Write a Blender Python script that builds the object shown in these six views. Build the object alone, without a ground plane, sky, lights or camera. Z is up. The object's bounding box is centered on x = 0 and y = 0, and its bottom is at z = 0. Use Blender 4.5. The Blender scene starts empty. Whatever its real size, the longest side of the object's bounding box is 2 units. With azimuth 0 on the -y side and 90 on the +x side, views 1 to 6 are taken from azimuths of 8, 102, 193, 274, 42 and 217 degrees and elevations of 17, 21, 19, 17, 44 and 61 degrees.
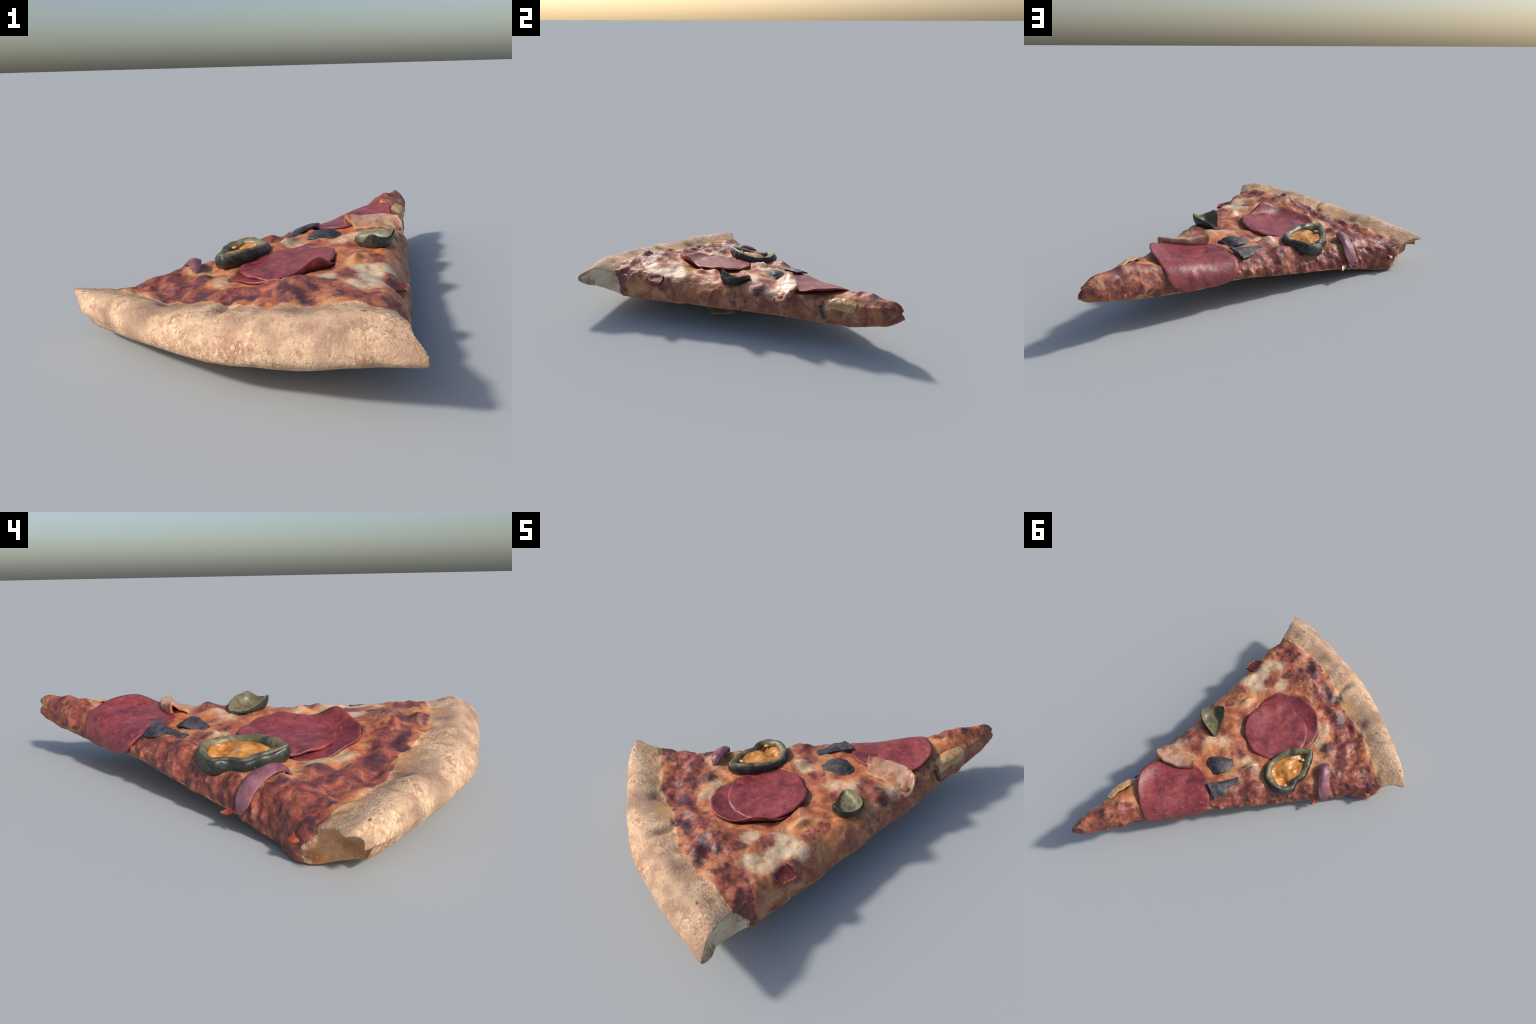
"""A slice of pizza: lofted dough body, crust roll, baked cheese and separate toppings."""
import bpy, bmesh, math, random
import numpy as np
from mathutils import Vector, noise
from mathutils.bvhtree import BVHTree

random.seed(7)
RNG = np.random.default_rng(7)
COLL = bpy.context.scene.collection

# ------------------------------------------------------------------ helpers
def fbm(p, scale, octaves=3, seed=0.0, rough=0.5):
    """Fractal noise at each row of p."""
    out = np.zeros(len(p)); amp = 1.0; s = scale
    for _ in range(octaves):
        off = Vector((seed * 13.1 + s, seed * 7.7, seed * 3.3))
        out += amp * np.array([noise.noise(Vector(q) * s + off) for q in p])
        amp *= rough; s *= 2.03
    return out

def smooth(a, b, x):
    t = np.clip((np.asarray(x, float) - a) / (b - a), 0, 1)
    return t * t * (3 - 2 * t)

class ThinPlate:
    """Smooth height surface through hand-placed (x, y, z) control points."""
    def __init__(self, pts, lam=2e-4):
        P = np.array(pts, float); self.xy = P[:, :2]
        n = len(P); K = self.kern(self.xy, self.xy) + lam * np.eye(n)
        Q = np.c_[np.ones(n), self.xy]
        A = np.zeros((n + 3, n + 3)); A[:n, :n] = K; A[:n, n:] = Q; A[n:, :n] = Q.T
        self.w = np.linalg.solve(A, np.r_[P[:, 2], 0, 0, 0])
    @staticmethod
    def kern(a, b):
        d2 = ((a[:, None] - b[None]) ** 2).sum(2)
        return 0.5 * d2 * np.log(d2 + 1e-12)
    def __call__(self, xy):
        xy = np.atleast_2d(np.asarray(xy, float))
        n = len(self.xy)
        return self.kern(xy, self.xy) @ self.w[:n] + self.w[n] + xy @ self.w[n + 1:]

def curve(ctrl, t):
    """Catmull-Rom-like interpolation of rows (t, values...)."""
    C = np.array(ctrl, float); T = C[:, 0]; V = C[:, 1:]
    m = np.gradient(V, T, axis=0)
    t = np.atleast_1d(t); i = np.clip(np.searchsorted(T, t) - 1, 0, len(T) - 2)
    h = (T[i + 1] - T[i]); s = np.clip((t - T[i]) / h, 0, 1)[:, None]; h = h[:, None]
    return ((2*s**3-3*s**2+1)*V[i] + (s**3-2*s**2+s)*h*m[i] + (-2*s**3+3*s**2)*V[i+1] + (s**3-s**2)*h*m[i+1])

def arc_param(pts, upto):
    P = np.array(pts, float); d = np.r_[0, np.cumsum(np.linalg.norm(np.diff(P[:, :2], axis=0), axis=1))]
    return np.c_[d / d[-1] * upto, P]

def add_mesh(name, verts, faces, mat, parent=None, smooth_shade=True):
    me = bpy.data.meshes.new(name)
    me.from_pydata([tuple(map(float, v)) for v in verts], [], [tuple(map(int, f)) for f in faces])
    me.update()
    ob = bpy.data.objects.new(name, me); COLL.objects.link(ob)
    if mat: me.materials.append(mat)
    me.polygons.foreach_set("use_smooth", [smooth_shade] * len(me.polygons))
    if parent: ob.parent = parent
    return ob

def apply_modifiers(ob):
    dg = bpy.context.evaluated_depsgraph_get()
    me = bpy.data.meshes.new_from_object(ob.evaluated_get(dg))
    old = ob.data; ob.modifiers.clear(); ob.data = me; bpy.data.meshes.remove(old)
    me.name = ob.name
    return ob

def grid_faces(nu, nv, close_u=False, close_v=False, off=0):
    F = []
    for i in range(nu if close_u else nu - 1):
        for j in range(nv if close_v else nv - 1):
            i2, j2 = (i + 1) % nu, (j + 1) % nv
            F.append((off + i*nv + j, off + i2*nv + j, off + i2*nv + j2, off + i*nv + j2))
    return F

# ------------------------------------------------------------------ materials
def srgb(r, g, b):
    f = lambda c: (c/255/12.92) if c <= 10 else ((c/255+0.055)/1.055)**2.4
    return (f(r), f(g), f(b), 1.0)

class Mat:
    """Small wrapper that makes node graphs readable."""
    def __init__(self, name, rough=0.5, spec=0.5):
        self.m = bpy.data.materials.new(name); self.m.use_nodes = True
        self.t = self.m.node_tree; self.bsdf = self.t.nodes["Principled BSDF"]
        self.bsdf.inputs["Roughness"].default_value = rough
        self.bsdf.inputs["Specular IOR Level"].default_value = spec
        self.pos = self.t.nodes.new("ShaderNodeTexCoord").outputs["Object"]
    def link(self, a, b): self.t.links.new(a, b)
    def put(self, sock, v):
        if hasattr(v, "is_output"): self.link(v, sock)
        else: sock.default_value = v
    def noise(self, scale, detail=3, rough=0.55, vec=None, dist=0.0, color=False, offset=0.0):
        n = self.t.nodes.new("ShaderNodeTexNoise")
        v = vec or self.pos
        if offset: v = self.vmath("ADD", v, (offset, offset*0.7, -offset))
        self.link(v, n.inputs["Vector"])
        n.inputs["Scale"].default_value = scale; n.inputs["Detail"].default_value = detail
        n.inputs["Roughness"].default_value = rough; n.inputs["Distortion"].default_value = dist
        return n.outputs["Color" if color else "Fac"]
    def voronoi(self, scale, vec=None, feature="F1", out="Distance", rand=1.0):
        n = self.t.nodes.new("ShaderNodeTexVoronoi"); n.feature = feature
        self.link(vec or self.pos, n.inputs["Vector"]); n.inputs["Scale"].default_value = scale
        n.inputs["Randomness"].default_value = rand
        return n.outputs[out]
    def math(self, op, a, b=0.0, clamp=False):
        n = self.t.nodes.new("ShaderNodeMath"); n.operation = op; n.use_clamp = clamp
        self.put(n.inputs[0], a); self.put(n.inputs[1], b); return n.outputs[0]
    def vmath(self, op, a, b, out=0):
        n = self.t.nodes.new("ShaderNodeVectorMath"); n.operation = op
        self.put(n.inputs[0], a); self.put(n.inputs[1], b); return n.outputs[out]
    def ramp(self, fac, stops, interp="LINEAR"):
        n = self.t.nodes.new("ShaderNodeValToRGB"); n.color_ramp.interpolation = interp
        el = n.color_ramp.elements
        while len(el) < len(stops): el.new(0.5)
        for e, (p, c) in zip(el, stops): e.position = p; e.color = c
        self.put(n.inputs["Fac"], fac); return n.outputs["Color"]
    def remap(self, v, a, b, c=0.0, d=1.0, soft=True):
        n = self.t.nodes.new("ShaderNodeMapRange"); n.interpolation_type = "SMOOTHSTEP" if soft else "LINEAR"
        self.put(n.inputs["Value"], v)
        for k, x in zip(("From Min", "From Max", "To Min", "To Max"), (a, b, c, d)): n.inputs[k].default_value = x
        return n.outputs["Result"]
    def mix(self, fac, a, b, mode="MIX"):
        n = self.t.nodes.new("ShaderNodeMix"); n.data_type = "RGBA"; n.blend_type = mode
        self.put(n.inputs["Factor"], fac); self.put(n.inputs[6], a); self.put(n.inputs[7], b); return n.outputs[2]
    def warped(self, scale, amount, second=True):
        v = self.pos
        for sc, am in ((scale, amount), (scale * 3.7, amount * .45))[:2 if second else 1]:
            d = self.vmath("SUBTRACT", self.noise(sc, 2, .5, color=True, offset=sc), (0.5, 0.5, 0.5))
            s = self.t.nodes.new("ShaderNodeVectorMath"); s.operation = "SCALE"
            self.link(d, s.inputs[0]); s.inputs["Scale"].default_value = am
            v = self.vmath("ADD", v, s.outputs[0])
        return v
    def flat(self, vec):
        return self.vmath("MULTIPLY", vec, (1, 1, 0))
    def patches(self, vec, spots):
        """Soft overlapping patches (x, y, radius, strength) in plan, summed and clamped."""
        acc = None
        for x, y, r, s in spots:
            d = self.vmath("DISTANCE", vec, (x, y, 0.0), out="Value")
            f = self.remap(d, r * 1.65, 0.0, 0.0, s)
            acc = f if acc is None else self.math("ADD", acc, f)
        return self.math("MINIMUM", acc, 1.0)
    def color(self, c): self.put(self.bsdf.inputs["Base Color"], c); return self
    def bump(self, h, strength=0.3, dist=0.01):
        n = self.t.nodes.new("ShaderNodeBump"); n.inputs["Strength"].default_value = strength
        n.inputs["Distance"].default_value = dist; self.link(h, n.inputs["Height"])
        self.link(n.outputs[0], self.bsdf.inputs["Normal"]); return self
    def subsurface(self, w, radius=(0.02, 0.008, 0.004)):
        self.bsdf.inputs["Subsurface Weight"].default_value = w
        self.bsdf.inputs["Subsurface Radius"].default_value = radius
        self.bsdf.inputs["Subsurface Scale"].default_value = 0.5; return self

# ------------------------------------------------------------------ the slice: control points
# plan frame: u runs along the crust, v outward through the crust
U, V = np.array([0.898, -0.44]), np.array([-0.44, -0.898])

# top surface control points (x, y, z)
TOP = [
    # crust ridge
    (-.66,-.39,.176), (-.608,-.422,.184), (-.54,-.48,.190), (-.42,-.555,.208), (-.36,-.60,.213), (-.20,-.70,.220),
    (-.10,-.75,.235), (0,-.79,.252), (.13,-.835,.278), (.30,-.87,.302), (.403,-.869,.311), (.45,-.88,.311), (.52,-.91,.292),
    # crust brow, outside the ridge
    (-.55,-.52,.180), (-.30,-.70,.190), (-.12,-.82,.205), (.05,-.88,.235), (.25,-.93,.275), (.45,-.965,.285),
    # valley between crust and sauce
    (.48,-.79,.288), (.375,-.761,.290), (.32,-.756,.284), (.236,-.747,.272), (.113,-.717,.260), (.047,-.677,.244), (-.025,-.625,.226),
    (-.164,-.552,.198), (-.27,-.51,.180), (-.351,-.451,.172), (-.44,-.37,.162), (-.53,-.29,.150),
    # middle of the slice
    (.20,-.62,.284), (.05,-.55,.243), (-.10,-.45,.206), (-.193,-.285,.182), (-.30,-.30,.176), (.36,-.60,.282), (.43,-.45,.268),
    (.25,-.47,.274), (.128,-.25,.226), (.0,-.10,.206), (-.09,-.02,.188), (-.262,-.105,.174), (.10,.05,.220), (.25,.187,.234),
    (.30,.0,.243), (.40,-.10,.256), (.45,.01,.263), (.13,.29,.222), (.36,.40,.228), (.46,.28,.252), (.45,.55,.248), (.52,.68,.268),
    (.575,.80,.290), (.625,.94,.300), (.655,.985,.284),
    # right rim
    (.585,.80,.278), (.57,.68,.270), (.56,.50,.255), (.55,.375,.254), (.545,.26,.255), (.54,.134,.260), (.525,-.1,.262), (.52,-.156,.260),
    (.515,-.35,.266), (.51,-.49,.266), (.505,-.614,.272), (.50,-.70,.282),
    # left rim
    (-.48,-.225,.160), (-.41,-.15,.170), (-.35,-.09,.172), (-.22,.05,.182), (-.08,.20,.194), (.02,.29,.210), (.09,.37,.216),
    (.19,.47,.214), (.26,.56,.226), (.35,.665,.245), (.425,.745,.256), (.50,.835,.274), (.575,.92,.290),
]
LEFT = [(.618,.975,.205), (.556,.876,.163), (.464,.742,.132), (.352,.618,.124), (.266,.523,.122), (.17,.427,.122), (.069,.327,.113),
        (-.073,.186,.088), (-.187,.073,.072), (-.307,-.055,.050), (-.378,-.131,.026), (-.440,-.186,.008), (-.522,-.246,.000)]
RIGHT = [(.666,.994,.205), (.674,.915,.163), (.670,.849,.152), (.652,.727,.127), (.643,.613,.123), (.641,.497,.130), (.642,.38,.140),
         (.640,.271,.146), (.618,.103,.142), (.603,-.097,.138), (.587,-.25,.138), (.578,-.427,.130), (.558,-.612,.128), (.544,-.698,.128), (.530,-.76,.142)]
OUTER = [(-.610,-.420,.100), (-.565,-.482,.104), (-.452,-.583,.116), (-.366,-.650,.122), (-.28,-.715,.130), (-.18,-.785,.138), (-.09,-.84,.145),
         (0,-.873,.155), (.08,-.898,.165), (.2,-.933,.185), (.3,-.955,.20), (.38,-.975,.212), (.44,-.986,.220), (.51,-.997,.226), (.565,-.998,.222)]
UNDER = LEFT + RIGHT + [(-.55,-.40,.028), (-.45,-.56,.062), (-.29,-.66,.078), (-.1,-.77,.088), (.08,-.85,.108), (.3,-.91,.140), (.5,-.95,.178), (.562,-.95,.182),
         (-.3,-.35,.025), (0,-.4,.036), (.3,-.5,.074), (.25,-.1,.080), (.1,.1,.085), (.4,.4,.116), (0,-.62,.042), (.25,-.75,.078), (-.3,-.55,.048), (.44,-.6,.092)]
top_z, under_z = ThinPlate(TOP, 1e-4), ThinPlate(UNDER, 1e-3)
R_CRUST = 0.885

def inner_edge(u):
    """v coordinate of the sauce line as a function of u (plan frame)."""
    pts = [(.52,-.765), (.48,-.775), (.375,-.758), (.32,-.752), (.236,-.745), (.113,-.717), (.047,-.677), (-.025,-.628), (-.09,-.58),
           (-.164,-.552), (-.27,-.51), (-.351,-.451), (-.44,-.375), (-.53,-.30)]
    P = np.array(pts); uu, vv = P @ U, P @ V
    o = np.argsort(uu); return np.interp(u, uu[o], vv[o])

# ------------------------------------------------------------------ body loft
def build_body():
    left = np.vstack([arc_param(LEFT, R_CRUST), [(.95,-.545,-.385,.022), (1,-.608,-.424,.095)]])
    right = np.vstack([arc_param(RIGHT, R_CRUST), [(.94,.528,-.885,.155), (.98,.556,-.955,.184), (1,.565,-.998,.222)]])
    inset_l = [(0,.002), (.08,.008), (.2,.012), (.84,.012), (.885,.0), (.93,-.080), (.965,-.138), (1,-.05)]
    inset_r = [(0,.006), (.08,.025), (.2,.045), (.80,.05), (.885,.035), (.94,.01), (.98,.025), (1,.0)]
    out = np.array(OUTER); outp = np.c_[out[:, :2] @ U, out[:, :2] @ V, out[:, 2]]
    phi = np.linspace(0, math.pi / 2, 15)
    rows = np.r_[np.linspace(0, .935, 95), .935 + .065 * np.sin(phi)[1:]]
    nt, nw = 90, 9
    verts, loop = [], None
    for r in rows:
        lb, rb = curve(left, r)[0], curve(right, r)[0]
        il, ir = curve(inset_l, r)[0, 0], curve(inset_r, r)[0, 0]
        span = np.linalg.norm(rb[:2] - lb[:2]); d = (rb[:2] - lb[:2]) / max(span, 1e-6)
        il, ir = min(il, span * .3), min(ir, span * .3)
        lt, rt = lb[:2] + d * il, rb[:2] - d * ir
        a = np.linspace(0, 1, nt)
        # how far the rows bow out toward the crust
        bow_full = np.interp(np.linspace(outp[0, 0], outp[-1, 0], 41), outp[:, 0], outp[:, 1])
        base = np.linspace(bow_full[0], bow_full[-1], 41)
        bow = np.interp(a, np.linspace(0, 1, 41), bow_full - base)
        w = r ** 2.2
        tp = lt[None] + (rt - lt)[None] * a[:, None] + V[None] * (bow * w)[:, None]
        bp = lb[None, :2] + (rb - lb)[None, :2] * a[:, None] + V[None] * (bow * w)[:, None]
        tz, bz = top_z(tp), under_z(bp)
        # soft shoulder where the top meets the cut sides
        dl, dr = a * span, (1 - a) * span
        sh = .022 * (np.clip(1 - dl / .045, 0, 1) ** 2 + np.clip(1 - dr / .05, 0, 1) ** 2) * smooth(1.0, .86, r)
        tz = tz - np.minimum(sh, (tz - bz) * .4)
        if r > .935:
            s = max(0, 1 - ((r - .935) / .065) ** 2.5) ** (1 / 2.5) * .96 + .04
            mz = np.interp(bp @ U, outp[:, 0], outp[:, 2])
            tz = mz + (tz - mz) * s; bz = mz + (bz - mz) * s
        T = np.c_[tp, tz]; B = np.c_[bp, bz]
        q = np.linspace(0, 1, nw + 2)[1:-1, None]
        bulge = np.sin(q * math.pi)
        cave = .0 + .055 * float(smooth(.9, .95, r))     # the cut ends of the crust are hollowed
        cave_r = .0 + .030 * float(smooth(.9, .95, r))
        Wr = T[-1] + (B[-1] - T[-1]) * q + np.c_[d[0]*(.010-cave_r)*bulge, d[1]*(.010-cave_r)*bulge, 0*bulge]
        Wl = B[0] + (T[0] - B[0]) * q + np.c_[-d[0]*(.014-cave)*bulge, -d[1]*(.014-cave)*bulge, 0*bulge]
        verts.append(np.vstack([T, Wr, B[::-1], Wl]))
    n = len(verts[0]); Vv = np.vstack(verts)
    F = grid_faces(len(rows), n, close_v=True)
    for k in (0, len(rows) - 1):
        o = k * n; t = lambda i: o + i; b = lambda i: o + nt + nw + (nt - 1 - i)
        cap = [(t(i), t(i+1), b(i+1), b(i)) for i in range(nt - 1)]
        cap.append([t(nt-1)] + [o+nt+i for i in range(nw)] + [b(nt-1)])
        cap.append([b(0)] + [o+2*nt+nw+i for i in range(nw)] + [t(0)])
        F += cap
    ob = add_mesh("body", Vv, F, None)
    bm = bmesh.new(); bm.from_mesh(ob.data); bmesh.ops.recalc_face_normals(bm, faces=bm.faces); bm.to_mesh(ob.data); bm.free()
    m = ob.modifiers.new("r", "REMESH"); m.mode = "VOXEL"; m.voxel_size = .0042
    s = ob.modifiers.new("s", "SMOOTH"); s.factor = .5; s.iterations = 6
    return apply_modifiers(ob)

# raised lumps on the top: (x, y, radius along, radius across, angle, height)
LUMPS = [
    (.185,-.69,.040,.030,.3,.026), (-.193,-.285,.045,.035,-.6,.016), (.007,.197,.050,.035,.8,.034), (.10,.085,.060,.022,.9,.030),
    (.385,-.245,.045,.020,1.2,.032), (.34,-.175,.035,.025,.2,.018), (.17,-.575,.080,.045,.2,.022), (.30,-.58,.04,.03,0,.014),
    (.05,-.56,.06,.025,-.5,.014), (-.02,-.52,.05,.03,.4,.010), (-.27,-.40,.05,.02,.9,.012), (-.38,-.30,.05,.02,.9,.010),
    (.39,-.36,.05,.03,.5,.012), (.48,-.62,.035,.03,.3,.014), (.40,-.66,.035,.03,.3,.012), (-.10,-.40,.06,.03,-.5,-.006),
    (.42,.12,.04,.03,.7,.012), (.33,.10,.035,.03,.1,.010), (.05,.29,.03,.025,.2,.014), (.50,.17,.04,.03,.5,.012),
    (.535,.735,.045,.018,2.2,.014), (.575,.82,.045,.03,.9,.014), (.47,.71,.03,.02,2.2,.010), (.48,.075,.03,.02,.4,.012),
    (-.05,.10,.03,.02,.3,.012), (-.16,.13,.03,.02,.5,.012), (.02,.24,.02,.03,.5,.010),
]

def with_up(P, z): return np.c_[P, z], np.repeat(np.array([[0, 0, 1.0]]), len(P), 0)

def pep_lower(P, rho):
    """Lower disc: its rim curls up on the side toward the crust and the right."""
    x, y = P[:, 0], P[:, 1]
    ang = np.arctan2(y + .275, x - .115)
    around = lambda a, w: np.exp(-((np.angle(np.exp(1j*(ang - a)))) / w) ** 2)
    curl, curl2 = around(-.75, .80), around(-2.15, .75)
    z = .220 + .10*(x-.12) - .012*rho**2 + rho**3.5 * (.086*curl + .042*curl2 + .005*np.sin(7*ang)) - .016*around(2.0, 1.2)*rho
    c = np.array([.115, -.275]); pl = c + (P - c) * (1 - .15*curl*rho**3)[:, None]
    return np.c_[pl, z], np.repeat(np.array([[0, 0, 1.0]]), len(P), 0)

def pep_upper(P, rho):
    x, y = P[:, 0], P[:, 1]
    z = .233 + .105*(x-.13) + .022*smooth(.15, .33, x) + .0025*fbm(np.c_[x, y, 0*x], 14, 2, 21) - .008*np.exp(-((x-.02)**2+(y+.16)**2)/.08**2)
    ang = np.arctan2(y+.188, x-.125)
    z = z + rho**6 * (.004*np.sin(5*ang+1) + .003*np.sin(11*ang))
    return with_up(P, z)

# cheese that rises up to carry a topping: (x, y, height to reach, radius)
MOUNDS = [
    (.44,.255,.244,.05), (.53,.265,.238,.05), (.42,.295,.260,.04), (.50,.325,.260,.045), (.57,.315,.250,.035),
    (.27,.190,.244,.05), (.22,.150,.230,.04), (.20,.290,.236,.03), (.14,.270,.232,.04), (.11,.225,.222,.03),
    (-.25,-.155,.205,.030), (-.285,-.105,.190,.030), (-.27,-.17,.196,.035), (-.30,-.14,.180,.03),
    (-.08,-.03,.190,.07), (-.10,.06,.192,.06), (-.05,.07,.196,.05), (-.12,-.12,.200,.05),
    (.60,.62,.240,.03), (.61,.68,.236,.03),
]
DENTS = [(.465,-.015,.050,.030), (.425,.025,.035,.018), (.515,-.495,.030,.022), (.205,.335,.022,.016), (-.225,-.115,.022,.012), (.245,.245,.02,.014)]

def shape_body(ob):
    me = ob.data; n = len(me.vertices)
    co = np.empty(n * 3); me.vertices.foreach_get("co", co); co = co.reshape(-1, 3)
    nr = np.empty(n * 3); me.vertices.foreach_get("normal", nr); nr = nr.reshape(-1, 3)
    u, v = co[:, :2] @ U, co[:, :2] @ V
    edge = v - inner_edge(u)
    crust = smooth(-.01, .03, edge)
    up = smooth(.15, .65, nr[:, 2]); side = 1 - smooth(.3, .8, np.abs(nr[:, 2])); down = smooth(-.2, -.6, nr[:, 2])
    disp = np.zeros(n); lift = np.zeros(n)
    for x, y, a, b, ang, h in LUMPS:
        c, s = math.cos(ang), math.sin(ang); dx, dy = co[:, 0] - x, co[:, 1] - y
        e = ((dx*c + dy*s) / a) ** 2 + ((-dx*s + dy*c) / b) ** 2
        lift += h * np.exp(-e) * (nr[:, 2] > -.2)
    for x, y, zt, r in MOUNDS:
        g = np.exp(-((co[:, 0]-x)**2 + (co[:, 1]-y)**2) / r**2) * (nr[:, 2] > .2)
        lift = np.maximum(lift, np.maximum(0, zt - co[:, 2]) * g)
    for x, y, r, h in DENTS:
        lift -= h * np.exp(-((co[:, 0]-x)**2 + (co[:, 1]-y)**2) / r**2) * (nr[:, 2] > .1)
    n1 = fbm(co, 8, 2, 1); n2 = fbm(co, 12.5, 2, 2, .32); n3 = fbm(co, 38, 2, 3); n4 = fbm(co * [1, 1, .6], 16, 2, 4)
    # knobbly sauce near the crust and on the left, softer melted cheese elsewhere
    knob = np.clip(.35 + .8 * smooth(-.28, -.05, edge) + .4 * smooth(.1, -.4, u), 0, 1.1) * smooth(.9, .55, co[:, 1])
    topping = (1 - crust) * (1 - down)
    calm = 1 - .75 * smooth(.23, .19, np.hypot(co[:, 0] - .345, co[:, 1] - .495))      # under the draped pepperoni
    disp += topping * up * calm * (n1 * .008 + n2 * .017 * knob + n2 * .004 + n3 * .0020 * (.5 + knob))
    # blistered, dripping cut sides
    drip = fbm(co * [1, 1, .8], 13, 2, 6, .45)
    disp += topping * side * calm * (n1 * .006 + drip * .014 + np.maximum(0, n2) * .012 + n3 * .003)
    # little nubs of baked cheese along the left cut side
    lp = arc_param(LEFT, 1.0); rs = np.random.default_rng(5)
    for t in np.sort(rs.uniform(.08, .97, 34)):
        q = curve(lp, t)[0]; zz = q[2] + rs.uniform(.015, .075); r = rs.uniform(.007, .014)
        d2 = (co[:, 0]-q[0])**2 + (co[:, 1]-q[1])**2 + (co[:, 2]-zz)**2
        disp += topping * side * rs.uniform(.006, .014) * np.exp(-d2 / r**2) * (d2 < .01)
    # crust: slow swelling, fine pores
    disp += crust * (1 - down) * (n1 * .0045 + n4 * .002 + n3 * .0006)
    # fold across the crust and small dimples beside the sauce
    t = u - (-.013 * U[0] + .652 * .44) - .25 * (edge - .05)
    disp -= crust * .015 * np.exp(-(t / .016) ** 2) * smooth(.19, .02, edge) * up
    disp += crust * .008 * np.exp(-((t + .05) / .035) ** 2) * smooth(.18, .05, edge) * up
    for x, y, r, h in ((-.261,-.552,.035,.012), (-.02,-.66,.03,.005), (.20,-.78,.04,.006), (.10,-.74,.03,.004), (-.45,-.43,.05,.006)):
        disp -= h * np.exp(-((co[:, 0]-x)**2 + (co[:, 1]-y)**2) / r**2) * up
    # underside: shallow waves
    disp += down * (n1 * .004 + n3 * .001)
    co2 = co + nr * disp[:, None]; co2[:, 2] += lift
    # the pepperoni discs press into the cheese below them
    for fn, cx, cy, r in ((pep_upper, .125, -.188, .188), (pep_lower, .115, -.275, .198)):
        d = np.hypot(co2[:, 0] - cx, co2[:, 1] - cy) / r
        near = (d < 1.1) & (nr[:, 2] > .1)
        lim = fn(co2[near, :2], np.clip(d[near], 0, 1))[0][:, 2] - .013
        co2[near, 2] -= np.maximum(0, co2[near, 2] - lim) * smooth(1.06, .93, d[near])
    # notch between the two points of the tip
    g = np.exp(-((co2[:, 2] - .240) / .018) ** 2) * smooth(.955, .99, co2[:, 1])
    co2[:, 1] -= .022 * g; co2[:, 0] -= .008 * g
    # round off the outer and lower face of the crust roll
    ed = np.empty(len(me.edges) * 2, np.int64); me.edges.foreach_get("vertices", ed); ed = ed.reshape(-1, 2)
    deg = np.bincount(ed.ravel(), minlength=n)[:, None]
    soft = (smooth(.06, .11, edge) * smooth(.55, .1, nr[:, 2]) * smooth(.90, .84, u) * smooth(-.36, -.28, u))[:, None]
    for _ in range(40):
        acc = np.stack([np.bincount(ed[:, 0], co2[ed[:, 1], k], n) + np.bincount(ed[:, 1], co2[ed[:, 0], k], n) for k in range(3)], 1)
        co2 = co2 + soft * .6 * (acc / deg - co2)
    me.vertices.foreach_set("co", co2.reshape(-1)); me.update()
    return ob

def split_body(ob, parts, parent):
    """Separate faces by region into objects that keep the whole body's normals."""
    me = ob.data
    n = len(me.vertices); co = np.empty(n*3); me.vertices.foreach_get("co", co); co = co.reshape(-1, 3)
    nr = np.empty(n*3); me.vertices.foreach_get("normal", nr); nr = nr.reshape(-1, 3)
    P = np.array([p.center for p in me.polygons]); N = np.array([p.normal for p in me.polygons])
    faces = [tuple(p.vertices) for p in me.polygons]
    kind = classify(P, N)
    out = {}
    for k, (name, mat) in parts.items():
        idx = np.flatnonzero(kind == k); fs = [faces[i] for i in idx]
        used = np.unique(np.concatenate([np.array(f) for f in fs])); remap = {int(v): i for i, v in enumerate(used)}
        o = add_mesh(name, co[used], [[remap[v] for v in f] for f in fs], mat, parent)
        o.data.normals_split_custom_set_from_vertices([tuple(x) for x in nr[used]])
        out[name] = o
    return out

def classify(P, N):
    """0 cheese, 1 crust, 2 underside, 3 bread crumb on the cut crust ends."""
    u, v = P[:, :2] @ U, P[:, :2] @ V
    wob = .006 * fbm(P, 30, 2, 9)
    edge = v - inner_edge(u) + wob
    depth = smooth(.03, .10, top_z(P[:, :2]) - P[:, 2])
    edge = edge + (.050 + 2.5 * wob) * depth * np.maximum(smooth(-.05, -.25, u), smooth(.70, .80, u))
    k = np.zeros(len(P), int)
    below = (N[:, 2] < -.45) | (P[:, 2] < under_z(P[:, :2]) + .006 + wob)
    k[edge > 0] = 1
    k[below & (edge < .09)] = 2
    sideward = N[:, :2] @ U
    k[(edge > .015) & (np.abs(sideward) > .62) & ((u > .78) | (u < -.25)) & (N[:, 2] < .45) & (N[:, :2] @ V < .55)] = 3
    return k

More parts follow.
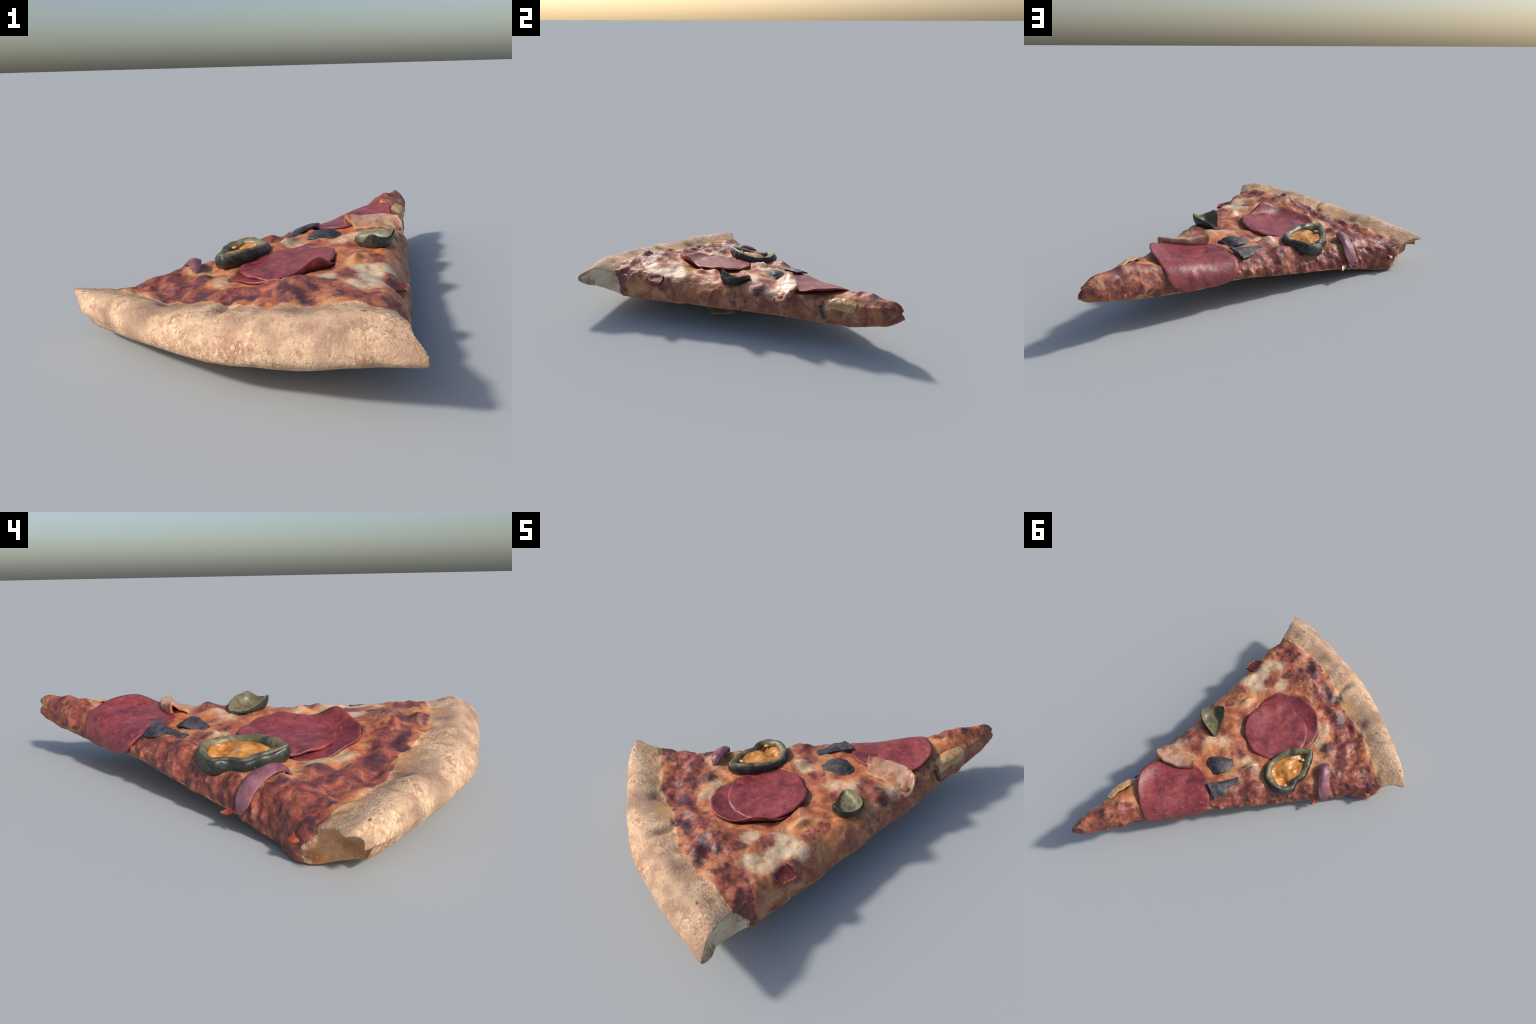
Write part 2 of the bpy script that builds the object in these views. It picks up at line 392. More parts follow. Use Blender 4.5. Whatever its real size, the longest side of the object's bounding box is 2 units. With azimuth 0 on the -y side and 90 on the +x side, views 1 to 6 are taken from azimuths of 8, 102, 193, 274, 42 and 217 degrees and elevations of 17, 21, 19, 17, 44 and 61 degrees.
# ------------------------------------------------------------------ colour patches on the cheese (x, y, radius)
WHITE = [(.422,-.518,.063), (.384,-.574,.042), (.444,-.425,.063), (.272,-.473,.047), (.283,-.435,.037), (.473,-.36,.052), (.382,-.378,.042),
         (.533,.198,.047), (.551,.252,.032), (.51,.069,.032), (-.086,-.374,.047), (-.12,-.289,.042), (.345,.07,.063), (.157,.089,.052),
         (.098,.07,.047), (.372,-.227,.032), (.407,.119,.042)]
RED = [(.439,-.703,.084), (.516,-.719,.052), (.341,-.677,.073), (.191,-.684,.073), (.24,-.553,.084), (.095,-.618,.073), (-.009,-.559,.073),
       (-.105,-.492,.073), (-.202,-.458,.084), (-.273,-.442,.073), (-.296,-.314,.084), (-.397,-.25,.095), (-.316,-.23,.073), (-.477,-.216,.073),
       (-.358,-.113,.073), (-.225,-.331,.063), (.075,-.516,.052), (.353,-.443,.047), (.52,-.439,.042), (.47,-.288,.047), (.469,-.186,.042),
       (.504,.093,.042), (.546,.151,.042), (.445,.133,.052), (.463,.189,.042), (.378,-.004,.037), (.214,.079,.042), (.105,.142,.052),
       (.033,.189,.063), (.076,.29,.063), (.127,.379,.063), (-.054,.194,.073), (-.124,.127,.063), (-.222,.014,.063), (.581,.838,.047),
       (.507,.735,.052), (.634,.922,.042)]
DARK = [(.208,-.708,.029), (.187,-.64,.026), (.144,-.634,.032), (.153,-.721,.016), (.036,-.625,.032), (-.029,-.603,.026), (-.005,-.584,.026),
        (-.113,-.499,.032), (-.16,-.466,.026), (-.178,-.293,.042), (.306,-.52,.026), (.32,-.647,.016), (-.207,-.542,.021), (-.308,-.17,.026),
        (-.384,-.091,.026), (-.449,-.335,.016), (.577,.835,.029), (.553,.142,.021), (.499,.145,.021), (.243,-.611,.021), (-.504,-.267,.021)]
ORANGE = [(.278,-.752,.037), (.112,-.717,.032), (.004,-.634,.026), (.633,.884,.063), (.528,.60,.052), (.485,-.173,.052), (.399,-.28,.037),
          (-.097,-.596,.032), (.356,.135,.042)]

def cheese_material():
    m = Mat("baked_cheese", .46, .5)
    vec = m.flat(m.warped(7, .07))
    xyz = m.t.nodes.new("ShaderNodeSeparateXYZ"); m.link(m.pos, xyz.inputs[0])
    big, mid, fine = m.noise(7, 6, .66, dist=.9), m.noise(15, 6, .68, dist=.7, offset=3), m.noise(60, 4, .62, offset=5)
    jig = lambda n, k: m.math("MULTIPLY", m.math("SUBTRACT", n, .5), k)
    # melted cheese: tan to orange to cream
    base = m.ramp(big, [(.30, srgb(128,62,50)), (.42, srgb(168,94,62)), (.52, srgb(190,124,80)), (.62, srgb(200,152,108)), (.72, srgb(160,90,74))])
    base = m.mix(m.remap(mid, .50, .68, 0, .75), base, srgb(150,72,56))
    white = m.patches(vec, [(x, y, r * 1.2, .85) for x, y, r in WHITE])
    wm = m.remap(m.math("ADD", white, m.math("ADD", jig(big, 1.0), jig(mid, 1.8))), .22, 1.15, 0, .85)
    base = m.mix(wm, base, m.ramp(m.noise(22, 4, .6, offset=14), [(.32, srgb(202,166,120)), (.48, srgb(214,196,158)), (.60, srgb(208,186,166)), (.70, srgb(196,144,100))]))
    dots = m.math("MULTIPLY", m.remap(m.voronoi(22, vec=vec), .30, .08, 0, .6), m.remap(m.noise(12, 2, offset=17), .44, .58))
    base = m.mix(m.math("MULTIPLY", dots, wm), base, srgb(190,112,58))
    orange = m.patches(vec, [(*p, 1.0) for p in ORANGE])
    base = m.mix(m.math("MULTIPLY", m.remap(m.math("ADD", orange, jig(mid, 1.2)), .1, .9), .75), base, m.mix(mid, srgb(206,112,52), srgb(200,138,86)))
    # tomato sauce
    red = m.patches(vec, [(*p, 1.0) for p in RED])
    leftness = m.remap(m.math("SUBTRACT", xyz.outputs[0], xyz.outputs[1]), -.15, -.235, 0, .80)   # left cut side tinted dark red-brown, its shade baked into the colour
    rightness = m.remap(xyz.outputs[0], .53, .58, 0, .45)
    red = m.math("MAXIMUM", m.math("MAXIMUM", red, leftness), rightness)
    rm = m.remap(m.math("ADD", red, m.math("ADD", jig(mid, 2.0), jig(fine, .5))), .12, .95, 0, .95)
    sauce = m.ramp(m.noise(20, 5, .65, dist=.9, offset=9), [(.30, srgb(80,40,44)), (.42, srgb(112,54,52)), (.52, srgb(138,70,58)), (.62, srgb(164,90,68)), (.72, srgb(196,130,98))])
    base = m.mix(rm, base, sauce)
    # scorched spots
    dark = m.patches(vec, [(x, y, r * 1.25, 1.0) for x, y, r in DARK])
    dm = m.remap(m.math("ADD", dark, m.math("ADD", jig(fine, .6), jig(mid, 1.0))), .25, 1.0, 0, .88)
    base = m.mix(dm, base, m.mix(mid, srgb(46,32,42), srgb(84,50,58)))
    base = m.mix(m.remap(m.math("ADD", m.math("MULTIPLY", m.noise(26, 3, .6, offset=31), .8), m.math("MULTIPLY", rm, .12)), .50, .62, 0, .65), base, srgb(78,38,42))
    base = m.mix(m.remap(fine, .58, .75, 0, .20), base, srgb(222,168,122))
    m.color(base); m.bump(fine, .30, .006)
    m.put(m.bsdf.inputs["Roughness"], m.remap(mid, .35, .7, .58, .42))
    m.subsurface(.05)
    return m.m

def crust_material():
    m = Mat("crust_dough", .70, .3)
    vec = m.flat(m.warped(14, .05))
    st = m.vmath("MULTIPLY", m.pos, (1, 1, .55))
    big, mid = m.noise(6, 4, .6, dist=.4), m.noise(20, 4, .6, offset=4)
    grain, fine = m.noise(85, 4, .7, vec=st, dist=.5), m.noise(170, 2, .6, offset=7)
    c = m.ramp(big, [(.32, srgb(184,142,116)), (.44, srgb(206,166,134)), (.56, srgb(216,181,147)), (.70, srgb(192,150,126))])
    c = m.mix(m.remap(mid, .50, .64, 0, .6), c, srgb(160,114,90))
    c = m.mix(m.remap(grain, .52, .62, 0, .9), c, srgb(238,210,168))
    c = m.mix(m.remap(grain, .46, .36, 0, .6), c, srgb(150,110,90))
    c = m.mix(m.remap(m.math("ADD", m.noise(5, 3, offset=11), m.math("MULTIPLY", grain, .3)), .62, .78, 0, .65), c, srgb(146,116,98))
    tan = m.patches(vec, [(-.111,-.592,.06,1), (-.166,-.566,.055,1), (-.406,-.40,.06,.8), (.171,-.735,.04,.8), (-.541,-.318,.05,.8), (.399,-.80,.04,.7),
                          (-.33,-.48,.06,.8), (.02,-.66,.05,.7), (.28,-.775,.04,.8), (-.47,-.37,.06,.8), (.47,-.80,.04,.7)])
    c = m.mix(m.math("MULTIPLY", tan, .6), c, m.mix(mid, srgb(196,136,80), srgb(192,148,100)))
    dk = m.patches(vec, [(-.268,-.565,.026,.9), (-.23,-.548,.016,.9), (.416,-.82,.016,.6), (-.513,-.361,.014,.6), (-.006,-.70,.014,.4), (.403,-.869,.009,1),
                         (-.608,-.422,.008,1), (.20,-.775,.018,.5), (-.35,-.50,.03,.35)])
    c = m.mix(m.math("MULTIPLY", dk, .8), c, srgb(78,54,40))
    sp = m.voronoi(26, out="Distance")
    c = m.mix(m.math("MULTIPLY", m.remap(sp, .11, .05), m.remap(m.noise(9, 2, offset=21), .55, .62)), c, srgb(110,70,58))
    m.color(c); m.bump(m.math("ADD", grain, m.math("MULTIPLY", fine, .6)), .7, .007)
    return m.m

def underside_material():
    m = Mat("toasted_dough_base", .8, .25)
    big, mid = m.noise(7, 4, .6), m.noise(30, 4, .6, offset=3)
    c = m.ramp(big, [(.3, srgb(150,96,60)), (.5, srgb(184,130,86)), (.7, srgb(206,164,118))])
    c = m.mix(m.remap(mid, .55, .7, 0, .6), c, srgb(122,78,52))
    m.color(c); m.bump(mid, .4, .006); return m.m

def crumb_material():
    m = Mat("bread_crumb", .85, .2)
    xyz = m.t.nodes.new("ShaderNodeSeparateXYZ"); m.link(m.pos, xyz.inputs[0])
    big, mid = m.noise(9, 4, .6), m.noise(30, 3, .6, offset=3)
    pale = m.ramp(big, [(.32, srgb(196,156,116)), (.46, srgb(216,194,160)), (.62, srgb(222,206,178))])
    tan = m.ramp(big, [(.32, srgb(160,106,72)), (.50, srgb(186,138,100)), (.66, srgb(204,164,124))])
    c = m.mix(m.remap(xyz.outputs[0], -.2, .2), tan, pale)
    c = m.mix(m.remap(mid, .54, .72, 0, .45), c, srgb(168,122,90))
    m.color(c); m.bump(mid, .5, .008); return m.m

def pepperoni_material():
    m = Mat("cured_pepperoni", .42, .5)
    big, mid, fine = m.noise(11, 4, .6, dist=.4), m.noise(32, 4, .6, offset=4), m.noise(110, 3, .6, offset=8)
    c = m.ramp(big, [(.30, srgb(100,42,48)), (.45, srgb(130,54,58)), (.58, srgb(146,66,66)), (.72, srgb(136,58,68))])
    c = m.mix(m.remap(mid, .52, .68, 0, .7), c, srgb(94,40,52))
    c = m.mix(m.remap(mid, .44, .32, 0, .6), c, srgb(170,88,78))
    c = m.mix(m.remap(fine, .6, .75, 0, .4), c, srgb(190,112,104))
    blot = m.patches(m.flat(m.warped(14, .03)), [(.315,.357,.026,1), (.335,.385,.02,1), (.52,.455,.016,1), (.50,.475,.012,1), (.14,-.21,.03,.6), (.06,-.28,.03,.6), (.40,.52,.03,.5)])
    c = m.mix(m.math("MULTIPLY", blot, .75), c, srgb(78,38,48))
    c = m.mix(m.remap(m.voronoi(42), .09, .04, 0, .8), c, srgb(206,160,128))
    m.color(c); m.bump(m.math("ADD", fine, m.math("MULTIPLY", mid, 1.2)), .24, .005); m.subsurface(.08)
    return m.m

def plain(name, stops, scale, rough=.45, bump=.3, spec=.5, sss=0.0, fleck=None, fscale=60):
    m = Mat(name, rough, spec)
    c = m.ramp(m.noise(scale, 4, .6, dist=.4), stops); f = m.noise(fscale, 3, .6, offset=6)
    if fleck: c = m.mix(m.remap(f, .54, .70, 0, .7), c, fleck)
    m.color(c); m.bump(f, bump, .005)
    if sss: m.subsurface(sss)
    return m.m

M_CHEESE, M_CRUST, M_UNDER, M_CRUMB, M_PEP = cheese_material(), crust_material(), underside_material(), crumb_material(), pepperoni_material()
M_SKIN = plain("pepper_skin", [(.35, srgb(32,35,34)), (.55, srgb(46,49,44)), (.72, srgb(74,74,60))], 16, .38, .25, fleck=srgb(80,84,78))
M_RIM = plain("pepper_rim", [(.32, srgb(50,50,42)), (.46, srgb(80,76,58)), (.58, srgb(116,106,76)), (.72, srgb(148,132,94))], 14, .4, .25, sss=.05)
M_FLESH = plain("pepper_flesh", [(.30, srgb(150,92,34)), (.48, srgb(196,130,56)), (.62, srgb(206,148,82)), (.74, srgb(170,116,44))], 18, .35, .35, sss=.1, fleck=srgb(126,78,36), fscale=40)
M_SEED = plain("pepper_seed", [(.4, srgb(206,164,116)), (.6, srgb(222,184,138))], 40, .45, .1)
M_OLIVE_IN = plain("pepper_inside", [(.32, srgb(90,86,64)), (.52, srgb(122,114,86)), (.70, srgb(74,72,54))], 20, .4, .25, sss=.05)
M_CHAR = plain("charred_vegetable", [(.32, srgb(36,36,40)), (.5, srgb(54,52,55)), (.68, srgb(88,78,84))], 22, .5, .6, fleck=srgb(104,100,106), fscale=110)
M_ONION = plain("red_onion", [(.3, srgb(96,54,66)), (.5, srgb(132,82,94)), (.68, srgb(160,110,116))], 14, .42, .3, sss=.06)
M_MUSH = plain("mushroom_slice", [(.3, srgb(150,88,58)), (.42, srgb(184,128,94)), (.52, srgb(188,152,132)), (.62, srgb(200,158,118)), (.72, srgb(168,100,60))], 12, .42, .3, sss=.08, fleck=srgb(158,102,72), fscale=34)
M_TOM = plain("tomato_flesh", [(.3, srgb(116,42,34)), (.5, srgb(158,68,46)), (.7, srgb(190,108,76))], 26, .35, .2, sss=.06)
M_DARKTOM = plain("tomato_skin", [(.3, srgb(72,26,30)), (.5, srgb(94,34,36)), (.7, srgb(124,54,50))], 26, .6, .4)
M_PALE = plain("cooked_onion", [(.3, srgb(162,102,60)), (.46, srgb(194,142,90)), (.62, srgb(208,176,134)), (.74, srgb(150,96,62))], 22, .35, .3, sss=.1)
M_FLAP = plain("dough_flap", [(.3, srgb(112,86,64)), (.5, srgb(146,118,90)), (.7, srgb(172,146,114))], 16, .75, .3)

# ------------------------------------------------------------------ assemble the body
slice_root = bpy.data.objects.new("pizza_slice", None); COLL.objects.link(slice_root)
slice_root["label"] = "baked pizza slice with pepperoni, peppers and thick crust"
slice_root["category"] = "pizza slice"

body = shape_body(build_body())
bm = bmesh.new(); bm.from_mesh(body.data); BVH = BVHTree.FromBMesh(bm); bm.free()
parts = split_body(body, {0: ("cheese_layer", M_CHEESE), 1: ("crust", M_CRUST), 2: ("dough_base", M_UNDER), 3: ("bread_crumb", M_CRUMB)}, slice_root)
bpy.data.objects.remove(body)

def ground(x, y, default=.2):
    h = BVH.ray_cast(Vector((x, y, 1.0)), Vector((0, 0, -1)))
    return h[0].z if h[0] is not None else default

def closed_spline(ctrl, n):
    C = np.array(ctrl, float); k = len(C); out = []
    for t in np.linspace(0, k, n, endpoint=False):
        i = int(t); s = t - i; p0, p1, p2, p3 = C[(i-1) % k], C[i], C[(i+1) % k], C[(i+2) % k]
        out.append(.5 * (2*p1 + (p2-p0)*s + (2*p0-5*p1+4*p2-p3)*s*s + (3*p1-p0-3*p2+p3)*s**3))
    return np.array(out)

def open_spline(ctrl, n):
    C = np.array(ctrl, float); t = np.linspace(0, 1, len(C))
    return curve(np.c_[t, C], np.linspace(0, 1, n))

def finish(ob, subdiv=0):
    bm = bmesh.new(); bm.from_mesh(ob.data); bmesh.ops.recalc_face_normals(bm, faces=bm.faces); bm.to_mesh(ob.data); bm.free()
    if subdiv:
        m = ob.modifiers.new("s", "SUBSURF"); m.levels = m.render_levels = subdiv
        apply_modifiers(ob)
    ob.data.polygons.foreach_set("use_smooth", [True] * len(ob.data.polygons)); return ob

def slab(name, outline, place, thick, mat, seg=72, rings=14, parent=None):
    """A slice with real thickness. place(points, rho) gives 3D top points for plan points."""
    O = closed_spline(outline, seg); c = O.mean(0); P = []; rho = []
    for k in range(rings + 1):
        f = k / rings
        for o in O: P.append(c + (o - c) * f); rho.append(f)
    P = np.array(P); rho = np.array(rho)
    T, N = place(P, rho)
    edge_in = np.clip((rho - .9) / .1, 0, 1)
    T = T - N * (edge_in ** 2 * thick * .22)[:, None]
    B = T - N * (thick * (1 - .45 * edge_in ** 2))[:, None]
    n = len(T); verts = np.vstack([T, B])
    F = grid_faces(rings + 1, seg, close_v=True) + [tuple(reversed(f)) for f in grid_faces(rings + 1, seg, close_v=True, off=n)]
    o = rings * seg
    F += [(o+j, o+(j+1) % seg, n+o+(j+1) % seg, n+o+j) for j in range(seg)]
    ob = add_mesh(name, verts, F, mat, parent or slice_root)
    bm = bmesh.new(); bm.from_mesh(ob.data); bmesh.ops.remove_doubles(bm, verts=bm.verts, dist=1e-5); bm.to_mesh(ob.data); bm.free()
    return finish(ob)

def circle(cx, cy, r, n=14, wob=.03, seed=1, squash=(1, 1)):
    rs = np.random.default_rng(seed)
    return [(cx + squash[0]*r*(1+wob*rs.normal())*math.cos(a), cy + squash[1]*r*(1+wob*rs.normal())*math.sin(a)) for a in np.linspace(0, math.tau, n, endpoint=False)]


# ------------------------------------------------------------------ pepperoni
slab("pepperoni", circle(.115, -.275, .198, 18, .012, 3), pep_lower, .012, M_PEP, 96, 18)
slab("pepperoni", circle(.125, -.188, .188, 18, .012, 5), pep_upper, .015, M_PEP, 96, 18)

def pep_drape(P, rho):
    """Lies on the cheese and hangs over the left cut side."""
    n = np.array([-.709, .705]); e0 = np.array([.31, .565]) - n * .055
    q = (P - e0) @ n; over = np.clip(q, 0, None)
    pl = P - n * (over * .62)[:, None]
    T, N = [], []
    wr = fbm(np.c_[P, 0*P[:, 0]], 13, 2, 31)
    for p, ov, w, r in zip(pl, np.minimum(over, .118), wr, rho):
        g = ground(p[0], p[1], .2)
        start = Vector((p[0], p[1], g)) if ov <= 0 else Vector((p[0] + n[0]*.03, p[1] + n[1]*.03, .207 - ov * .80))
        loc, nor, _, _ = BVH.find_nearest(start)
        nn = Vector((nor.x*.4, nor.y*.4, nor.z*.4)) + (Vector((0, 0, .6)) if ov <= 0 else Vector((n[0]*.5, n[1]*.5, .3)))
        nn.normalize()
        lift = .014 + .004*w + .008*r**4 + .030 * max(0, (p[0]-.46)) / .12 * r**3 * float(smooth(.40, .50, p[1])) - .010*float(smooth(.36, .31, p[1]))
        T.append(np.array(loc) + np.array(nn) * lift); N.append(np.array(nn))
    T, N = smooth_polar(np.array(T), 96, 24, 6), np.array(N)
    for _ in range(4):                                   # keep the whole disc clear of the cheese
        gap = []
        for p, nn in zip(T, N):
            far = Vector(p + nn * .08); hit = BVH.ray_cast(far, Vector(-nn), .12)
            gap.append(.012 + .08 - hit[3] if hit[0] is not None else 0.0)
        push = np.clip(gap, 0, .03)
        if push.max() < .001: break
        T = smooth_polar(T + N * push[:, None], 96, 24, 2)
    return T, N
def smooth_polar(T, seg, rings, it):
    G = T.reshape(rings + 1, seg, 3).copy()
    for _ in range(it):
        H = G.copy()
        H[1:-1] = .4*G[1:-1] + .15*(G[2:] + G[:-2]) + .15*(np.roll(G[1:-1], 1, 1) + np.roll(G[1:-1], -1, 1))
        H[-1] = .6*G[-1] + .2*(np.roll(G[-1], 1, 0) + np.roll(G[-1], -1, 0)); H[0] = G[1].mean(0)
        G = H
    return G.reshape(-1, 3)
drape_outline = [(x + (.365-x)*.13*math.exp(-((math.atan2(y-.475, x-.365)+1.12)/.45)**2), y + (.475-y)*.13*math.exp(-((math.atan2(y-.475, x-.365)+1.12)/.45)**2))
                 for x, y in circle(.365, .475, .203, 16, .02, 11)]
slab("pepperoni", drape_outline, pep_drape, .013, M_PEP, 96, 24)

# ------------------------------------------------------------------ sweeping a section along a rim
def sweep(name, rim, outward, profile, mat, closed=True, taper=None, parent=None, jitter=0.0, seed=1):
    """profile rows: (outward, up). rim: (n,3) points, outward: (n,2) unit plan vectors."""
    n, k = len(rim), len(profile); V3 = []
    for i in range(n):
        s = 1.0 if taper is None else taper[i]
        for a, b in profile:
            V3.append((rim[i][0] + outward[i][0]*a*s, rim[i][1] + outward[i][1]*a*s, rim[i][2] + b*s))
    V3 = np.array(V3)
    if jitter: V3 += jitter * np.c_[fbm(V3, 30, 2, seed), fbm(V3, 30, 2, seed+1), fbm(V3, 30, 2, seed+2)]
    F = grid_faces(n, k, close_u=closed, close_v=True)
    if not closed: F += [tuple(range(k)), tuple((n-1)*k + j for j in range(k))]
    return finish(add_mesh(name, V3, F, mat, parent or slice_root), 1)

def rim_normals(rim, closed=True):
    d = np.roll(rim, -1, 0) - np.roll(rim, 1, 0) if closed else np.gradient(rim, axis=0)
    o = np.c_[d[:, 1], -d[:, 0]]; o /= np.linalg.norm(o, axis=1)[:, None] + 1e-9
    return o

# ------------------------------------------------------------------ large pepper ring
RING = [(.022,.050,.246), (.026,-.005,.250), (-.005,-.090,.258), (-.065,-.160,.258), (-.120,-.192,.256), (-.146,-.170,.252),
        (-.168,-.100,.230), (-.178,-.040,.218), (-.162,.010,.216), (-.172,.060,.216), (-.138,.104,.226), (-.075,.122,.238), (-.015,.098,.242)]
rim = closed_spline(RING, 90)
out = rim_normals(rim)
if ((rim[:, :2] - rim[:, :2].mean(0)) * out).sum() < 0: out = -out
pepper = sweep("pepper_ring", rim, out, [(.001,-.003), (.009,-.014), (.011,-.034), (.004,-.058), (-.010,-.064), (-.006,-.034), (-.005,-.012), (-.004,-.003)], M_SKIN, jitter=.006, seed=41)
sweep("pepper_rim", rim, out, [(.004,-.004), (.000,.003), (-.008,.005), (-.022,.001), (-.034,-.012), (-.032,-.040), (-.012,-.052), (-.004,-.030)], M_RIM, parent=pepper, jitter=.006, seed=41)
inner = rim[:, :2] - out * .026
A = np.c_[np.ones(len(rim)), rim[:, :2]]; plane = np.linalg.lstsq(A, rim[:, 2], rcond=None)[0]
def flesh_place(P, rho):
    z = plane[0] + P @ plane[1:] - .014 - .010*(1-rho) + .010*fbm(np.c_[P, 0*rho], 22, 2, 51)*(1-rho**6)
    for x, y, r, h in ((-.115,.055,.024,.030), (-.105,-.135,.020,.022), (-.045,.045,.014,.012)):
        z = z - h*np.exp(-((P[:, 0]-x)**2+(P[:, 1]-y)**2)/r**2)
    for x, y, r, h in ((-.08,-.03,.03,.012), (-.06,.075,.02,.012)):
        z = z + h*np.exp(-((P[:, 0]-x)**2+(P[:, 1]-y)**2)/r**2)
    return with_up(P, z)
slab("pepper_flesh", [tuple(p) for p in inner[::6]], flesh_place, .018, M_FLESH, 72, 16, parent=pepper)

def ellipsoid(name, loc, size, rot, mat, parent=None, lump=0.0, seed=1, sub=3):
    bm = bmesh.new(); bmesh.ops.create_icosphere(bm, subdivisions=sub, radius=1.0)
    co = np.array([v.co[:] for v in bm.verts])
    if lump: co *= (1 + lump * fbm(co, 1.6, 3, seed))[:, None]
    c, s = math.cos(rot), math.sin(rot); co = co * np.array(size)
    co = np.c_[co[:, 0]*c - co[:, 1]*s, co[:, 0]*s + co[:, 1]*c, co[:, 2]] + np.array(loc)
    F = [[v.index for v in f.verts] for f in bm.faces]; bm.free()
    return add_mesh(name, co, F, mat, parent or slice_root)
for x, y, a in ((-.055,.085,.4), (-.030,.060,1.2), (-.125,.070,.9), (-.118,-.120,.2)):
    ellipsoid("pepper_seed", (x, y, plane[0] + np.array([x, y]) @ plane[1:] - .014), (.013,.009,.006), a, M_SEED, pepper)

# ------------------------------------------------------------------ small curled pepper
CUP = [(.450,-.098,.325), (.492,-.088,.308), (.524,-.052,.304), (.542,-.012,.322), (.520,.026,.316), (.470,.052,.306), (.425,.064,.292), (.396,.064,.272),
       (.396,.030,.266), (.414,-.020,.272), (.428,-.066,.296)]
cup_rim = closed_spline(CUP, 66); cup_c = cup_rim[:, :2].mean(0)
cup_ang = np.unwrap(np.arctan2(cup_rim[:, 1]-cup_c[1], cup_rim[:, 0]-cup_c[0]))
def cup_place(grow, drop):
    def place(P, rho):
        d = P - cup_c; a = np.arctan2(d[:, 1], d[:, 0]); o = np.argsort(np.angle(np.exp(1j*cup_ang)))
        rz = np.interp(a, np.angle(np.exp(1j*cup_ang))[o], cup_rim[o, 2], period=math.tau)
        f = np.where(rho > 0, (1 - (1-rho)**2.0) / np.maximum(rho, 1e-6), 2.0) * grow
        z = .256 + (rz - .256) * rho**2.2 - drop + .004*fbm(np.c_[P, 0*rho], 24, 2, 62)
        return with_up(cup_c + d * f[:, None], z)
    return place
curl = slab("pepper_cup", [tuple(p) for p in cup_rim[::6, :2]], cup_place(1.05, .003), .012, M_SKIN, 66, 14)
slab("pepper_inside", [tuple(p) for p in cup_rim[::6, :2]], cup_place(.99, .000), .006, M_OLIVE_IN, 66, 14, parent=curl)

# ------------------------------------------------------------------ mushroom slice: sloping face with a raised lip toward the tip
def sheet(name, rows, nu, nv, thick, mat, jitter=.003, seed=71, parent=None):
    """Loft through open rows of control points, given thickness along its normals."""
    R = np.array([open_spline(r, nu) for r in rows]); t = np.linspace(0, 1, len(rows))
    G = np.stack([curve(np.c_[t, R[:, i]], np.linspace(0, 1, nv)) for i in range(nu)], 0)
    P = G.reshape(-1, 3); P = P + jitter*np.c_[fbm(P, 25, 2, seed), fbm(P, 25, 2, seed+1), fbm(P, 25, 2, seed+2)]
    ob = add_mesh(name, P, grid_faces(nu, nv), mat, parent or slice_root)
    s = ob.modifiers.new("t", "SOLIDIFY"); s.thickness = thick; s.offset = 0
    b = ob.modifiers.new("b", "BEVEL"); b.width = thick*.35; b.segments = 2; b.limit_method = "ANGLE"
    apply_modifiers(ob); return finish(ob)
sheet("mushroom", [[(.398,.236,.256), (.48,.250,.256), (.56,.255,.246), (.605,.270,.214)],
                   [(.378,.262,.276), (.47,.296,.272), (.55,.310,.264), (.612,.312,.234)],
                   [(.352,.296,.302), (.43,.348,.288), (.53,.372,.288), (.597,.352,.286)],
                   [(.352,.300,.262), (.43,.338,.248), (.53,.360,.248), (.592,.342,.240)]], 30, 24, .011, M_MUSH, .006)

# ------------------------------------------------------------------ charred vegetable pieces
sheet("charred_piece", [[(.336,.200,.236), (.312,.232,.244), (.250,.262,.232)],
                        [(.318,.168,.232), (.268,.190,.262), (.205,.222,.236)],
                        [(.232,.105,.222), (.205,.128,.236), (.176,.150,.222)]], 18, 18, .009, M_CHAR, .006, 81)
sheet("charred_piece", [[(.236,.332,.250), (.200,.354,.246), (.150,.382,.218)],
                        [(.190,.285,.240), (.160,.300,.242), (.118,.310,.218)],
                        [(.120,.190,.220), (.105,.205,.226), (.085,.222,.206)]], 18, 18, .010, M_CHAR, .005, 91)

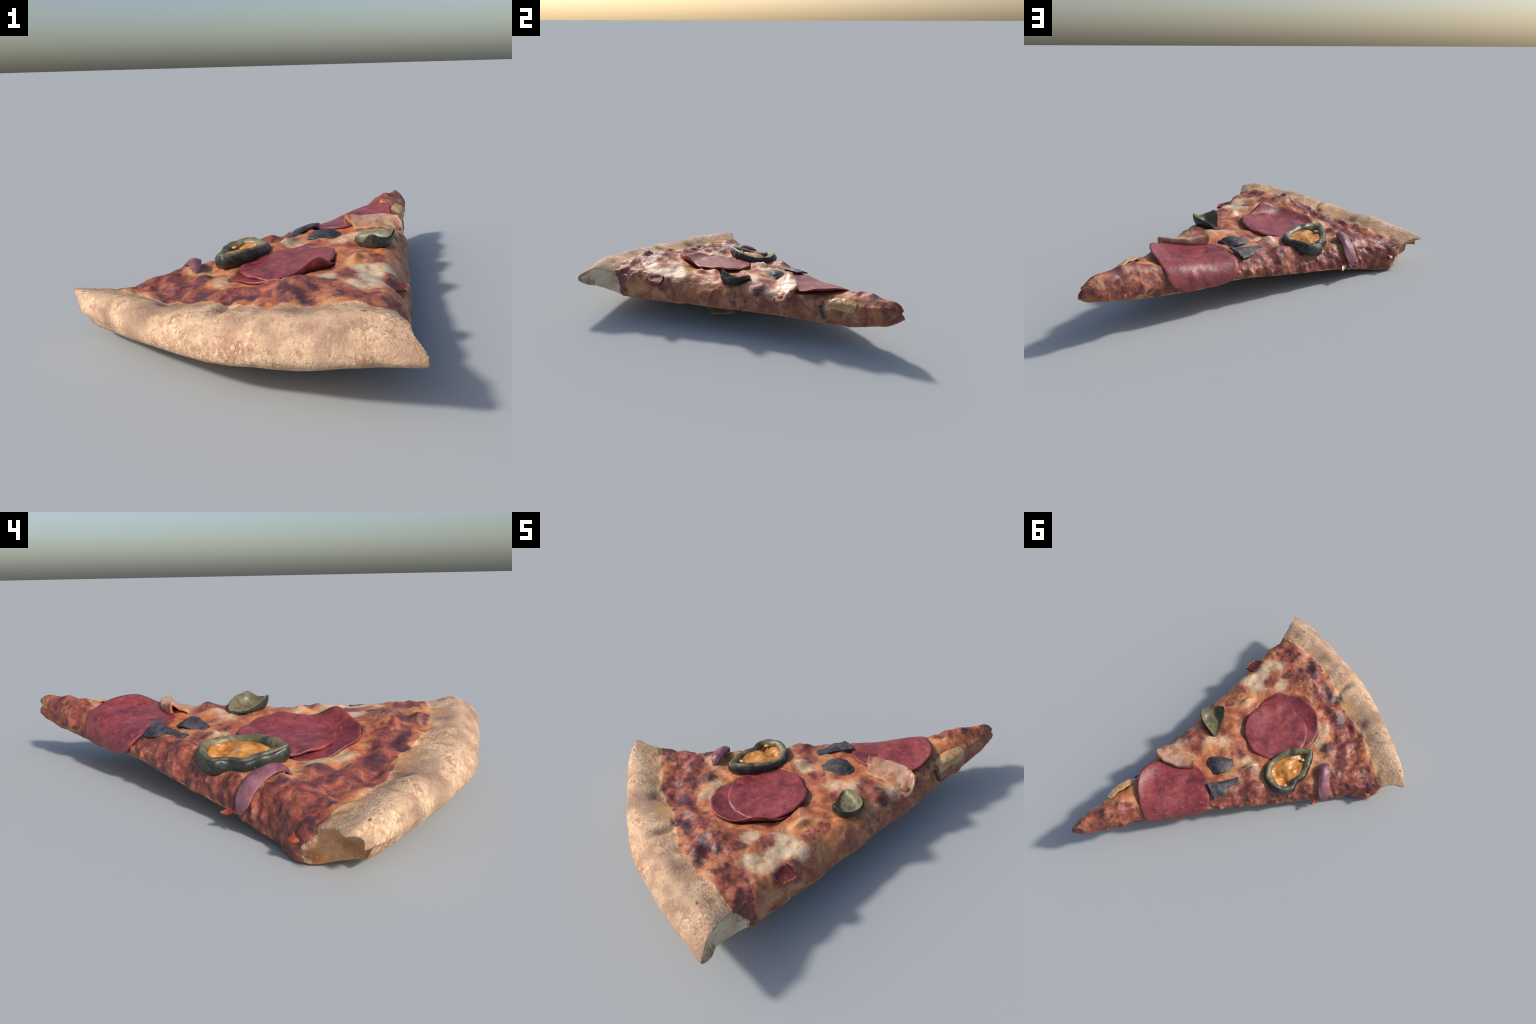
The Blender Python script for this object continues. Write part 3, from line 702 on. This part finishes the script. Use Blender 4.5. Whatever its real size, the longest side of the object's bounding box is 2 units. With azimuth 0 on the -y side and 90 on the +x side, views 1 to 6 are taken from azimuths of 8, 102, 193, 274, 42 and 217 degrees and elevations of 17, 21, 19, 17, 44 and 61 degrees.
# ------------------------------------------------------------------ red onion strip arching over the left edge
sheet("onion_strip", [[(-.226,-.203,.178), (-.222,-.166,.212), (-.240,-.112,.212), (-.272,-.062,.184), (-.298,-.032,.130), (-.316,-.030,.084)],
                      [(-.231,-.207,.181), (-.244,-.172,.223), (-.268,-.120,.216), (-.300,-.074,.182), (-.322,-.048,.125), (-.326,-.036,.080)],
                      [(-.236,-.210,.177), (-.266,-.184,.206), (-.295,-.138,.194), (-.326,-.096,.160), (-.346,-.070,.108), (-.336,-.046,.076)]], 34, 14, .009, M_ONION, .004, 101)

# ------------------------------------------------------------------ tomato bits, cooked onion by the tip, dough flap underneath
sheet("tomato_flap", [[(.548,-.530,.244), (.562,-.490,.240), (.558,-.455,.234)], [(.544,-.528,.254), (.558,-.490,.254), (.552,-.456,.246)]], 12, 6, .007, M_TOM, .004, 111)
sheet("tomato_skin", [[(.488,-.545,.262), (.482,-.490,.262), (.492,-.450,.262)], [(.516,-.545,.250), (.512,-.490,.244), (.518,-.450,.250)],
                      [(.546,-.535,.248), (.554,-.490,.244), (.550,-.455,.240)]], 14, 10, .010, M_DARKTOM, .005, 115)
sheet("tomato_flap", [[(-.470,-.215,.098), (-.505,-.212,.090), (-.520,-.196,.080)], [(-.490,-.235,.092), (-.530,-.232,.082), (-.528,-.206,.076)],
                      [(-.500,-.255,.080), (-.520,-.248,.070), (-.515,-.225,.066)]], 12, 10, .010, M_TOM, .004, 121)
sheet("tomato_flap", [[(-.275,-.020,.090), (-.280,.005,.078), (-.284,.026,.070)], [(-.300,-.030,.082), (-.300,.000,.070), (-.290,.020,.066)]], 12, 8, .009, M_TOM, .004, 125)
sheet("cooked_onion", [[(.575,.545,.240), (.585,.610,.262), (.600,.670,.266), (.612,.735,.256)], [(.605,.550,.232), (.622,.610,.252), (.640,.665,.252), (.645,.730,.238)],
                       [(.625,.555,.196), (.640,.605,.218), (.652,.665,.212), (.652,.725,.206)]], 26, 12, .010, M_PALE, .007, 131)
sheet("charred_strip", [[(.610,.535,.222), (.628,.545,.190), (.638,.562,.152)], [(.610,.515,.222), (.630,.528,.188), (.640,.550,.150)]], 14, 6, .009, M_CHAR, .004, 141)
sheet("dough_flap", [[(.38,-.225,.100), (.41,-.130,.105), (.42,.000,.108), (.40,.130,.110)], [(.42,-.215,.078), (.47,-.150,.064), (.455,.000,.072), (.42,.125,.082)],
                     [(.435,-.200,.070), (.505,-.150,.050), (.478,.000,.058), (.435,.122,.074)]], 30, 12, .014, M_FLAP, .006, 151)
